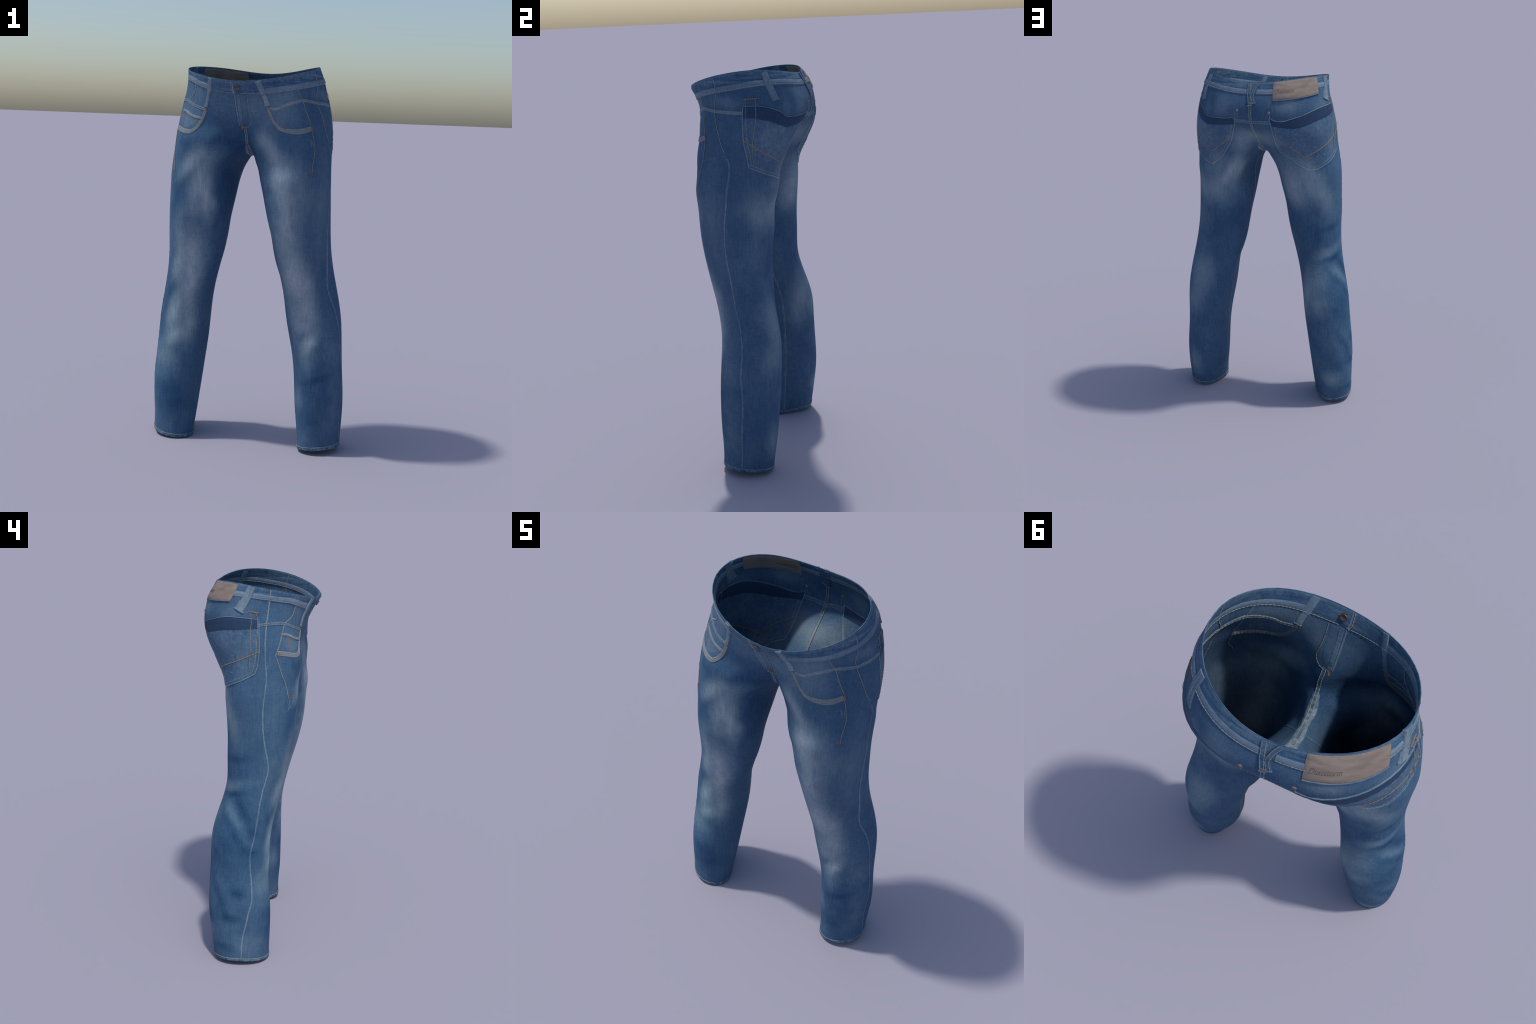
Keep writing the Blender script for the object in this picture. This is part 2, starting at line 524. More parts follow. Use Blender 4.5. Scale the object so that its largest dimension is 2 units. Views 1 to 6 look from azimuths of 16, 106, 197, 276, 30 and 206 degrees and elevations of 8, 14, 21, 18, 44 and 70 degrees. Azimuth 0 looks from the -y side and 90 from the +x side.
def wash_group():
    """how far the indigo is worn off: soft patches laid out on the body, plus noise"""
    g = bpy.data.node_groups.new("denim_wash", "ShaderNodeTree")
    g.interface.new_socket("Vector", in_out="INPUT", socket_type="NodeSocketVector")
    g.interface.new_socket("Wash", in_out="OUTPUT", socket_type="NodeSocketFloat")
    g.interface.new_socket("Teal", in_out="OUTPUT", socket_type="NodeSocketFloat")
    nd = Nodes(g)
    src, dst = g.nodes.new("NodeGroupInput"), g.nodes.new("NodeGroupOutput")
    pos = src.outputs[0]
    warp = nd.add("ShaderNodeTexNoise", {"Vector": pos, "Scale": 7.0, "Detail": 2.0}).outputs["Color"]
    warp = nd.add("ShaderNodeVectorMath", {0: warp, 1: (0.5, 0.5, 0.5)}, operation="SUBTRACT").outputs[0]
    warped = nd.add("ShaderNodeVectorMath", {0: warp, 1: (0.05, 0.05, 0.05), 2: pos}, operation="MULTIPLY_ADD").outputs[0]

    def patches(table, start):
        total = start
        for side, az, z, wide, tall, strength, tilt in table:
            q, n = at(side, az, z)
            n = Vector((n[0], n[1], 0)).normalized()
            t = Vector((0, 0, 1)).cross(n)
            up = Vector((0, 0, 1))
            a = math.radians(tilt)
            t2, up2 = t * math.cos(a) + up * math.sin(a), up * math.cos(a) - t * math.sin(a)
            rot = Matrix((t2, n, up2)).transposed()
            if rot.determinant() < 0:
                rot = Matrix((t2, -n, up2)).transposed()
            m = nd.add("ShaderNodeMapping", {"Vector": warped, "Location": tuple(q), "Rotation": tuple(rot.to_euler()),
                                             "Scale": (1.6 * wide, max(0.085, min(0.14, 1.7 * wide)), 1.5 * tall)}, vector_type="TEXTURE").outputs[0]
            v = nd.add("ShaderNodeTexGradient", {0: m}, gradient_type="SPHERICAL").outputs["Fac"]
            v = nd.add("ShaderNodeMapRange", {"Value": v}, interpolation_type="SMOOTHSTEP").outputs[0]
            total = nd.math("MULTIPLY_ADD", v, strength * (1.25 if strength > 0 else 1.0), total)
        return total

    x = nd.add("ShaderNodeSeparateXYZ", {0: pos}).outputs
    big = nd.noise(pos, 5.0, 4.0)
    streak = nd.noise(pos, 1.0, 3.0, 0.7, (260, 260, 9))
    weave = nd.noise(pos, 1.0, 2.0, 0.6, (500, 500, 420))
    cross = nd.noise(pos, 1.0, 2.0, 0.6, (30, 30, 300))
    total = nd.math("MULTIPLY_ADD", big, 0.36, WASH_BASE - 0.18)
    mid = nd.noise(pos, 1.0, 4.0, 0.65, (30, 30, 16))
    total = nd.math("MULTIPLY_ADD", nd.math("SUBTRACT", mid, 0.5), 0.26, total)
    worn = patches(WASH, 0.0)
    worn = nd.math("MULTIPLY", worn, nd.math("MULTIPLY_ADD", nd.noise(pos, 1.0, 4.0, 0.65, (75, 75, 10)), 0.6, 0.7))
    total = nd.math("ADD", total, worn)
    for tex, amount in ((streak, 0.52), (weave, 0.40), (cross, 0.26)):
        total = nd.math("MULTIPLY_ADD", nd.math("SUBTRACT", tex, 0.5), amount, total)
    g.links.new(total, dst.inputs[0])
    teal = nd.math("MULTIPLY_ADD", nd.noise(pos, 6.0, 3.0), 0.9, -0.40)
    teal = nd.math("MULTIPLY_ADD", x[0], -0.35, teal)
    teal = patches(TEAL, teal)
    g.links.new(teal, dst.inputs[1])
    return g


DENIM_RAMP = [(0, (0.0155, 0.037, 0.0854)), (0.165, (0.0312, 0.079, 0.161)), (0.34, (0.0647, 0.125, 0.2105)), (0.525, (0.1263, 0.193, 0.2638)), (0.75, (0.2333, 0.303, 0.3628)), (1, (0.4173, 0.46, 0.5044))]


def denim(name, shift=0.0, gain=1.0, blotch=0.0, speck=0.0, bands=0.0, tint=None):
    mat = bpy.data.materials.new(name)
    mat.use_nodes = True
    nd = Nodes(mat.node_tree)
    bsdf = mat.node_tree.nodes["Principled BSDF"]
    pos = nd.add("ShaderNodeTexCoord").outputs["Object"]
    wash = nd.add("ShaderNodeGroup", {}, node_tree=WASH_GROUP)
    mat.node_tree.links.new(pos, wash.inputs[0])
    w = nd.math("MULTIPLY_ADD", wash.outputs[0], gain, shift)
    if blotch:                                            # light and shade of puckers along seams and hems, as colour noise
        b = nd.noise(pos, 55.0, 2.0, 0.6)
        w = nd.math("MULTIPLY_ADD", nd.math("SUBTRACT", b, 0.5), blotch, w)
    if bands:                                             # wear lines running round the waist
        b = nd.noise(pos, 1.0, 3.0, 0.6, (5, 5, 95))
        w = nd.math("MULTIPLY_ADD", nd.math("SUBTRACT", b, 0.5), bands, w)
    if speck:
        b = nd.noise(pos, 260.0, 2.0, 0.7)
        w = nd.math("MULTIPLY_ADD", nd.math("POWER", b, 4.0), speck, w)
    col = nd.ramp(nd.math("MULTIPLY", w, 0.75), DENIM_RAMP)
    fine = nd.math("MULTIPLY_ADD", nd.noise(pos, 120.0, 2.0), 1.6, -0.8)
    t = nd.math("ADD", wash.outputs[1], fine)
    push = nd.add("ShaderNodeVectorMath", {0: t, 1: (-0.07, 0.035, 0.015), 2: (1, 1, 1)}, operation="MULTIPLY_ADD").outputs[0]
    out = nd.add("ShaderNodeVectorMath", {0: col, 1: push}, operation="MULTIPLY").outputs[0]
    if tint:
        t = nd.add("ShaderNodeMix", data_type="RGBA")
        t.inputs[0].default_value = tint[0]
        mat.node_tree.links.new(out, t.inputs[6])
        t.inputs[7].default_value = (*tint[1], 1)
        out = t.outputs[2]
    mat.node_tree.links.new(out, bsdf.inputs["Base Color"])
    bsdf.inputs["Roughness"].default_value = 0.9
    bsdf.inputs["Specular IOR Level"].default_value = 0.15
    bump = nd.add("ShaderNodeBump", {"Height": nd.noise(pos, 420.0, 2.0), "Strength": 0.15, "Distance": 0.001})
    mat.node_tree.links.new(bump.outputs[0], bsdf.inputs["Normal"])
    return mat


def plain(name, dark, light, scale=180.0, rough=0.8, metal=0.0, stretch=None):
    mat = bpy.data.materials.new(name)
    mat.use_nodes = True
    nd = Nodes(mat.node_tree)
    bsdf = mat.node_tree.nodes["Principled BSDF"]
    pos = nd.add("ShaderNodeTexCoord").outputs["Object"]
    col = nd.ramp(nd.noise(pos, scale, 3.0, stretch=stretch), [(0.3, dark), (0.7, light)])
    mat.node_tree.links.new(col, bsdf.inputs["Base Color"])
    bsdf.inputs["Roughness"].default_value = rough
    bsdf.inputs["Metallic"].default_value = metal
    bsdf.inputs["Specular IOR Level"].default_value = 0.2
    return mat


# wear of the indigo and painted fold shading: side, angle, height, half width, half height, strength, tilt
WASH_BASE = 0.394
WASH = [
    # front of the right leg: slanting creases painted light and dark, a pale stripe, a scuffed knee
    ("R", 28, 1.515, 0.042, 0.13, 0.38, -38), ("R", 34, 1.43, 0.03, 0.12, 0.06, -42), ("R", 27, 1.37, 0.045, 0.15, -0.19, -28),
    ("R", 8, 1.42, 0.075, 0.17, 0.38, -12), ("R", 0, 1.36, 0.08, 0.13, 0.22, 0), ("R", 6, 1.55, 0.07, 0.08, 0.14, -30),
    ("R", -6, 1.2, 0.09, 0.16, -0.05, 0), ("R", -12, 1.06, 0.08, 0.2, 0.38, 0), ("R", -14, 0.9, 0.075, 0.18, 0.37, -4),
    ("R", 24, 1.13, 0.035, 0.24, 0.19, -6), ("R", 46, 1.32, 0.05, 0.2, -0.07, 0), ("R", -5, 1.262, 0.11, 0.032, 0.05, 4),
    ("R", 25, 0.935, 0.038, 0.12, 0.29, -14), ("R", 22, 0.835, 0.03, 0.1, -0.19, -38), ("R", -16, 0.74, 0.075, 0.2, 0.28, 0),
    ("R", 12, 0.715, 0.042, 0.085, 0.38, -22), ("R", 6, 0.565, 0.065, 0.05, 0.38, 12), ("R", 14, 0.64, 0.05, 0.07, 0.32, 0),
    ("R", 13, 0.655, 0.014, 0.04, -0.16, 20), ("R", -25, 0.6, 0.05, 0.1, 0.26, 0), ("R", 18, 0.46, 0.08, 0.1, 0.25, 0),
    ("R", -18, 0.4, 0.1, 0.07, 0.02, -20), ("R", 2, 0.285, 0.08, 0.05, -0.19, 0), ("R", -12, 0.2, 0.12, 0.06, -0.19, 0),
    # front of the left leg: one long pale stripe from hip to shin
    ("L", 1, 1.585, 0.055, 0.11, 0.38, 14), ("L", 7, 1.455, 0.055, 0.14, 0.30, 10), ("L", 2, 1.33, 0.07, 0.2, 0.32, 4),
    ("L", -6, 1.3, 0.04, 0.22, -0.11, 2), ("L", -3, 1.1, 0.08, 0.22, 0.38, 0), ("L", 0, 0.93, 0.085, 0.12, 0.38, 6),
    ("L", 2, 0.8, 0.085, 0.17, 0.38, 2), ("L", 5, 0.69, 0.085, 0.13, 0.30, 0), ("L", 5, 0.595, 0.032, 0.075, 0.34, -30),
    ("L", -9, 0.62, 0.03, 0.04, -0.19, -40), ("L", -6, 0.53, 0.05, 0.1, 0.23, 8), ("L", 14, 0.385, 0.14, 0.1, -0.08, 0),
    ("L", -17, 0.32, 0.05, 0.08, -0.16, 25), ("L", -8, 0.2, 0.06, 0.06, -0.16, 30), ("L", 6, 0.4, 0.09, 0.025, -0.17, 20),
    ("L", 30, 1.4, 0.06, 0.18, 0.21, 14), ("L", 62, 1.3, 0.07, 0.4, 0.15, 0), ("L", 60, 0.75, 0.06, 0.4, -0.04, 0),
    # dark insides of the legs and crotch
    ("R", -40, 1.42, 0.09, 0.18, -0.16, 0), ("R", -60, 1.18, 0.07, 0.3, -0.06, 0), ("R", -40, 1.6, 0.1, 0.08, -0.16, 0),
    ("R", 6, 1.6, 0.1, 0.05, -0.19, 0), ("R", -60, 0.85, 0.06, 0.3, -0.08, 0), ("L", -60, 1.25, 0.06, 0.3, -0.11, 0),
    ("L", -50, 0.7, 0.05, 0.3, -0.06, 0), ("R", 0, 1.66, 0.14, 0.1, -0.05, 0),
    # back of the left leg
    ("L", 196, 1.66, 0.09, 0.08, 0.38, 20), ("L", 190, 1.48, 0.04, 0.17, 0.36, -30), ("L", 170, 1.42, 0.13, 0.14, 0.28, 0),
    ("L", 160, 1.29, 0.13, 0.1, 0.29, 0), ("L", 205, 1.44, 0.03, 0.1, 0.31, -25), ("L", 180, 1.08, 0.16, 0.13, -0.08, 0), ("L", 215, 1.35, 0.07, 0.26, 0.08, 0),
    ("L", 158, 0.79, 0.08, 0.2, 0.38, 0), ("L", 155, 0.93, 0.14, 0.04, -0.05, 4), ("L", 170, 0.45, 0.14, 0.12, -0.01, 0),
    ("L", 163, 0.17, 0.05, 0.1, 0.08, 0), ("L", 130, 1.24, 0.08, 0.1, -0.19, 0),
    # back of the right leg
    ("R", 198, 1.66, 0.1, 0.08, 0.31, 0), ("R", 178, 1.42, 0.13, 0.17, 0.35, 0), ("R", 190, 1.3, 0.09, 0.1, 0.24, 0), ("R", 140, 1.37, 0.06, 0.2, 0.38, 20),
    ("R", 185, 1.1, 0.12, 0.12, -0.02, 0), ("R", 130, 1.12, 0.08, 0.025, -0.19, 12), ("R", 128, 0.98, 0.09, 0.035, 0.23, 8),
    ("R", 138, 0.925, 0.1, 0.02, -0.19, 8),  
    ("R", 188, 0.79, 0.08, 0.15, 0.37, 0), ("R", 150, 0.77, 0.08, 0.12, 0.02, 0), ("R", 165, 0.47, 0.14, 0.09, 0.08, 0),
      ("R", 170, 0.17, 0.07, 0.06, 0.38, 0),
     
    # outside of the right leg, broad tone
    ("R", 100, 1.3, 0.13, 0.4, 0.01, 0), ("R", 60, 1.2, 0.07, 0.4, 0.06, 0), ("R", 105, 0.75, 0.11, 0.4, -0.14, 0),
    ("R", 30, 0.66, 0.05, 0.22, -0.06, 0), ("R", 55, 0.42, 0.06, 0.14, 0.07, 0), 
    # outside of the left leg
    ("L", 130, 1.27, 0.07, 0.22, 0.28, 0), ("L", 150, 0.74, 0.08, 0.16, -0.08, 0), ("L", 100, 1.58, 0.1, 0.12, 0.00, 0),
    ("L", 100, 1.05, 0.1, 0.22, 0.05, 0), ("L", 110, 0.48, 0.09, 0.2, 0.05, 0), ("L", 50, 0.62, 0.06, 0.35, 0.15, 0),
    ("L", 157, 0.17, 0.05, 0.1, 0.23, 0),
    # shins and calves: crease highlights and shadows drawn in tone, small fades
    ("R", 117, 0.82, 0.032, 0.15, 0.27, 34), ("R", 97, 0.855, 0.022, 0.12, -0.16, 32), ("R", 106, 0.735, 0.024, 0.12, -0.10, 38),
    ("R", 132, 0.4, 0.028, 0.15, -0.19, 30), ("R", 112, 0.395, 0.04, 0.1, 0.09, 25), ("R", 106, 0.275, 0.07, 0.035, -0.19, -8),
    ("R", 122, 0.165, 0.08, 0.045, -0.04, 0), ("R", 120, 0.1, 0.07, 0.025, -0.19, -6), ("R", 72, 0.74, 0.05, 0.035, -0.19, -30),
    ("R", 92, 0.42, 0.06, 0.03, -0.19, -10), ("R", 66, 0.64, 0.05, 0.03, -0.13, -5), ("L", 222, 1.15, 0.05, 0.08, -0.17, 0),
    ("R", 64, 0.125, 0.08, 0.07, 0.12, 0), ("L", 320, 0.29, 0.05, 0.07, 0.23, 0), ("L", 148, 0.6, 0.07, 0.1, 0.25, 0),
    ("R", 225, 0.66, 0.06, 0.14, 0.30, 0), ("L", -18, 1.625, 0.05, 0.05, 0.20, 0), ("R", 42, 1.6, 0.06, 0.04, -0.14, -20),
    ("L", 54, 0.25, 0.06, 0.16, 0.16, 0), ("R", 176, 0.65, 0.06, 0.07, 0.29, 0), ("R", 160, 0.95, 0.06, 0.05, 0.17, -10),
    ("R", -24, 1.29, 0.04, 0.12, 0.38, 0), ("L", 190, 1.59, 0.06, 0.06, 0.22, 0),
    # pocket faces and front panel
    ("L", 22, 1.75, 0.1, 0.09, 0.16, 0), ("L", 20, 1.84, 0.09, 0.05, 0.20, 0), ("R", 35, 1.84, 0.09, 0.08, 0.07, 0),
    ("R", 45, 1.71, 0.08, 0.06, 0.20, 0), ("L", -16, 1.78, 0.1, 0.1, 0.16, 0), ("L", 135, 1.67, 0.12, 0.1, 0.16, 0),
    ("R", 0, 1.8, 0.12, 0.12, 0.07, 0), ("R", 135, 1.66, 0.14, 0.12, 0.05, 0), ("L", 80, 1.85, 0.1, 0.04, 0.08, 0),
    ("R", 100, 1.62, 0.05, 0.12, 0.09, 0),
    # hips above the back pockets and the front panels
    ("L", 172, 1.85, 0.06, 0.06, 0.24, 10), ("L", 150, 1.84, 0.03, 0.07, 0.13, 0), ("L", 80, 1.865, 0.1, 0.03, 0.12, 0),
    ("R", 165, 1.855, 0.08, 0.04, 0.24, -8), ("R", 120, 1.86, 0.08, 0.04, 0.12, 0), ("R", 200, 1.82, 0.06, 0.06, -0.08, 0),
]
TEAL = [
    ("R", 60, 1.30, 0.25, 0.9, 0.30, 0), ("R", 100, 0.70, 0.25, 0.7, 0.35, 0), ("R", 12, 0.62, 0.09, 0.20, 0.45, 0),
    ("L", -5, 0.50, 0.07, 0.12, 0.35, 0), ("R", 130, 1.30, 0.12, 0.25, 0.30, 0), ("R", 140, 0.78, 0.10, 0.16, 0.40, 0),
    ("R", 0, 1.10, 0.08, 0.5, -0.5, 0), ("L", 3, 1.0, 0.12, 0.7, -0.3, 0), ("R", -5, 0.40, 0.12, 0.20, 0.25, 0),
]


# --------------------------------------------------------------- the garment
root = bpy.data.objects.new("jeans", None)
bpy.context.scene.collection.objects.link(root)
root["label"] = "faded blue washed denim jeans standing upright, slim legs"
root["category"] = "jeans"

WASH_GROUP = wash_group()
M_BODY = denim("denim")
M_POCKET = denim("pocket_denim", shift=0.02, blotch=0.16)
M_BACK_POCKET = denim("back_pocket_denim", shift=0.07, blotch=0.4)
M_BAND = denim("waistband_denim", shift=0.0, blotch=0.4, bands=1.0)
M_TRIM = denim("faded_fold_denim", shift=0.26, blotch=0.4, bands=0.6, tint=(0.12, (0.30, 0.32, 0.42)))
M_LOOP = denim("belt_loop_denim", shift=0.34, blotch=0.35)
M_EDGE = denim("worn_seam_denim", shift=0.36, blotch=0.35)
M_SEAM = denim("seam_denim", shift=0.16, blotch=0.45)
M_PALE = denim("pale_blotchy_denim", shift=0.42, blotch=1.2)
M_SIDE = denim("side_seam_denim", shift=0.26, blotch=0.6)
M_RIM = denim("worn_rim_denim", shift=0.12, blotch=0.5)
M_HEM = denim("hem_denim", shift=0.12, blotch=1.5)
M_DARK = denim("unwashed_denim", shift=0.02, gain=0.18, speck=1.3, blotch=0.12, tint=(0.4, (0.032, 0.040, 0.072)))
M_TAPE = denim("stitched_tape", shift=0.22, blotch=0.25, tint=(0.5, (0.27, 0.27, 0.28)))
M_YARN = plain("khaki_thread", (0.21, 0.22, 0.205), (0.36, 0.35, 0.285), 90)
M_GOLD = plain("golden_thread", (0.30, 0.17, 0.07), (0.48, 0.29, 0.13), 90)
M_RUST = plain("rust_thread", (0.24, 0.11, 0.06), (0.42, 0.19, 0.08), 120)
M_LABEL = plain("tan_leather", (0.205, 0.163, 0.140), (0.305, 0.243, 0.205), 26, 0.75, stretch=(0.6, 0.6, 2.2))
M_INK = plain("printed_ink", (0.125, 0.10, 0.09), (0.18, 0.14, 0.12))
M_COPPER = plain("aged_copper", (0.17, 0.125, 0.125), (0.27, 0.205, 0.205), 60, 0.6, 0.1)
M_BRASS = plain("dark_bronze", (0.09, 0.06, 0.055), (0.20, 0.15, 0.14), 70, 0.35, 0.6)
M_FRAY = plain("frayed_yarn", (0.15, 0.22, 0.29), (0.27, 0.34, 0.40), 120)

# cloth body: outer and inner skin with rims at waist and hems, split by region
inner_pts = PTS - NRM * CLOTH
ALL_P, ALL_N = np.concatenate([PTS, inner_pts]), np.concatenate([NRM, -NRM])
K = len(PTS)


def body_part(name, quads, rim_rows, parent):
    quads = [tuple(q) for q in quads]
    faces = quads + [tuple(i + K for i in q[::-1]) for q in quads]
    for row in rim_rows:
        for a, b in zip(row[:-1], row[1:]):
            faces.append((a, b, b + K, a + K))
    used = sorted({i for f in faces for i in f})
    new = {o: i for i, o in enumerate(used)}
    return make_mesh(name, ALL_P[used], [tuple(new[i] for i in f) for f in faces], M_BODY, parent, normals=ALL_N[used])


seat = body_part("seat", Q_H, [idx_h[-1]], root)
leg_l = body_part("trouser_leg", Q_L, [idx_l[0][::-1]], root)
leg_r = body_part("trouser_leg", Q_R, [idx_r[0]], root)

# ---- waistband: full circle, folded trim along its lower edge
HP, HN = PTS[idx_h][:, :-1], NRM[idx_h][:, :-1]
COLS = HP.shape[1]
DROP = np.interp(np.arange(COLS), [0, 8, 16, 24, 32, 40, 48, 53, 58, 64],
                 [0.060, 0.067, 0.078, 0.066, 0.057, 0.068, 0.055, 0.046, 0.060, 0.060])


def below_rim(depths):
    """rows of cloth points a given depth (per column) under the waist rim"""
    P, N = [], []
    for d in depths:
        prow, nrow = [], []
        for j in range(COLS):
            z = HP[:, j, 2]
            t = np.interp(z[-1] - d[j], z, np.arange(len(z)))
            i = min(int(t), len(z) - 2)
            f = t - i
            prow.append(HP[i, j] * (1 - f) + HP[i + 1, j] * f)
            n = HN[i, j] * (1 - f) + HN[i + 1, j] * f
            nrow.append(n / np.linalg.norm(n))
        P.append(prow)
        N.append(nrow)
    return np.array(P), np.array(N)


P, N = below_rim([DROP * f for f in (1.0, 0.97, 0.75, 0.5, 0.25, 0.04, 0.0)])
P[-1, :, 2] += 0.0012
waistband = shell_from_grid("waistband", P, N, [0.0003, 0.0009, 0.0010, 0.0010, 0.0009, 0.0007, 0.0004], M_BAND, root)
for name, c0, c1 in (("waistband_trim", 4, 31), ("waistband_trim", 33, 58)):
    P, N = below_rim([DROP + 0.0005, DROP - 0.002, DROP - 0.012, DROP - 0.022, DROP - 0.025])
    shell_from_grid(name, P[:, c0:c1 + 1], N[:, c0:c1 + 1], [0.0006, 0.0026, 0.0030, 0.0026, 0.0010], M_TRIM, waistband, closed=False)

P, N = below_rim([DROP * 0 + 0.011, DROP * 0 + 0.009, DROP * 0 + 0.003, DROP * 0 + 0.0008])
shell_from_grid("waistband_rim", P, N, [0.0009, 0.0012, 0.0011, 0.0006], M_RIM, waistband)

yarn, gold, rust = [], [], []          # stitches gathered by thread colour
P, N = below_rim([DROP - 0.0035, DROP * 0.07])
for j0, j1 in ((58, 64), (0, 4)):
    thread(yarn, P[0, j0:j1 + 1 if j1 < 64 else 64], lift=0.0022)
for j0, j1 in ((4, 32), (33, 58)):
    thread(yarn, P[0, j0:j1 + 1], lift=0.0034)

# ---- hems
for side, idx, leg in (("L", idx_l, leg_l), ("R", idx_r, leg_r)):
    G, GN = PTS[idx][:, :-1], NRM[idx][:, :-1]
    span = np.linalg.norm(G[1] - G[0], axis=1)

    def up(h):
        f = np.clip(h / span, 0, 2)[:, None]
        lo = G[0] + (G[1] - G[0]) * np.minimum(f, 1)
        n = GN[0]
        return np.where(f > 1, G[1] + (G[2] - G[1]) * (f - 1), lo), n
    rows = [up(h) for h in (-0.0008, 0.001, 0.006, 0.012, 0.0165, 0.018)]
    P, N = np.array([r[0] for r in rows]), np.array([r[1] for r in rows])
    shell_from_grid("hem", P, N, [0.0006, 0.0018, 0.0024, 0.0022, 0.0018, 0.0003], M_HEM, leg)
    loop = np.concatenate([P[4], P[4][:1]])
    thread(yarn, curve(loop, 0.006), lift=0.0022)

# ---- side seams and inseams
SIDE_L = [(64, 1.965), (67, 1.93), (68, 1.89), (66, 1.848), (67, 1.815), (70, 1.77), (73, 1.73), (78, 1.663), (83, 1.615),
          (87, 1.57), (88, 1.53), (86, 1.456), (85, 1.36), (83, 1.245), (82, 1.12), (82, 1.02), (78, 0.906), (77, 0.843),
          (84, 0.764), (86, 0.657), (83, 0.538), (86, 0.458), (88, 0.351), (84, 0.23), (87, 0.085), (87, 0.045)]
SIDE_R = [(74, 1.975), (75, 1.933), (76, 1.879), (78, 1.819), (79, 1.74), (79, 1.689), (78, 1.615), (77, 1.552), (78, 1.494),
          (80, 1.43), (81, 1.377), (81, 1.287), (76, 1.183), (71, 1.136), (66, 1.07), (68, 1.0), (69, 0.936), (62, 0.82),
          (59, 0.704), (64, 0.62), (58, 0.489), (56, 0.384), (66, 0.286), (81, 0.144), (85, 0.059), (85, 0.045)]
for side, ctl, leg in (("L", SIDE_L, leg_l), ("R", SIDE_R, leg_r)):
    path = curve(place(side, ctl), 0.007)
    path[:, :2] += rng.normal(0, 0.0006, (len(path), 2))
    w = [1.0, 1.1, 0.8, 1.2, 0.9, 1.1, 1.0, 1.2, 0.9]
    ribbon("side_seam", path if side == "R" else [p for p in path if p[2] < 1.60], 0.0075 if side == "R" else 0.0085, 0.0016,
           M_SIDE if side == "L" else M_EDGE, leg, wide=w, pucker=0.25)
    thread(yarn, [p for p in path if p[2] > (1.70 if side == "R" else 1.62)], radius=0.0016, lift=0.0016)
    inseam = curve([PTS[i] for i in (idx_l if side == "L" else idx_r)[2:, OUT + IN // 2 - 1]], 0.007)
    ribbon("inseam", inseam, 0.006, 0.0014, M_SEAM, leg, pucker=0.2)
    thread(yarn, [snap(p + np.array([0, 0.006, 0]))[0] for p in inseam], lift=0.0006, both=False)

# ---- back pockets
BACK_L = [(103, 1.838), (117, 1.838), (130, 1.827), (142, 1.806), (149, 1.781), (158, 1.776), (168, 1.777), (178, 1.780),
          (189, 1.790), (187, 1.739), (184, 1.70), (181, 1.664), (177, 1.63), (164, 1.53), (153, 1.480), (130, 1.512),
          (108, 1.552), (105, 1.606), (103, 1.651), (102, 1.70), (102, 1.774)]
BACK_R = [(184, 1.794), (178, 1.778), (170, 1.774), (162, 1.783), (145, 1.805), (125, 1.831), (102, 1.835), (87, 1.830),
          (86, 1.761), (85, 1.719), (85, 1.653), (86, 1.601), (89, 1.565), (105, 1.524), (120, 1.497), (133, 1.478), (143, 1.474),
          (157, 1.506), (164, 1.540), (178, 1.573), (180, 1.62), (181, 1.677), (182, 1.74)]
BAND_L = [(102, 1.837), (117, 1.8385), (130, 1.8275), (142, 1.8065), (149, 1.7815), (158, 1.7765), (168, 1.7775), (178, 1.7805), (188, 1.789),
          (187, 1.742), (175, 1.735), (160, 1.727), (149, 1.724), (141, 1.738), (130, 1.760), (115, 1.779), (102, 1.783)]
BAND_R = [(183.5, 1.793), (178, 1.7785), (170, 1.7745), (162, 1.7835), (145, 1.8055), (125, 1.8315), (102, 1.8355), (87, 1.830),
          (86.5, 1.785), (98, 1.779), (114, 1.769), (125, 1.763), (141, 1.744), (153, 1.730), (163, 1.731), (175, 1.737), (182, 1.745)]
V_L = [(101, 1.682), (110, 1.658), (120, 1.622), (131, 1.595), (139, 1.577), (148, 1.561), (155, 1.585), (163, 1.613), (180, 1.665)]
V_R = [(182, 1.671), (170, 1.641), (159, 1.617), (151, 1.584), (144, 1.552), (131, 1.579), (120, 1.597), (108, 1.621), (96, 1.650), (84, 1.680)]
FLANK_L = ([(106, 1.868), (106, 1.78), (106, 1.73)], [(117, 1.867), (116, 1.78), (112.5, 1.70), (110.5, 1.646), (112, 1.575)])
FLANK_R = ([(97, 1.862), (95, 1.824), (95, 1.767), (94, 1.669), (95, 1.577)], [(90, 1.859), (88, 1.818), (88, 1.749), (88, 1.66), (90, 1.60)])


def inset(side, outline, amount):
    """the same outline moved inward by an amount in metres"""
    q = np.array([(math.radians(a) * 0.21, z) for a, z in outline])
    c, out = q.mean(0), []
    for i in range(len(q)):
        t = q[(i + 1) % len(q)] - q[i - 1]
        n = np.array([-t[1], t[0]]) / (np.linalg.norm(t) + 1e-9)
        if n @ (c - q[i]) < 0:
            n = -n
        p = q[i] + n * amount
        out.append((math.degrees(p[0] / 0.21), p[1]))
    return out


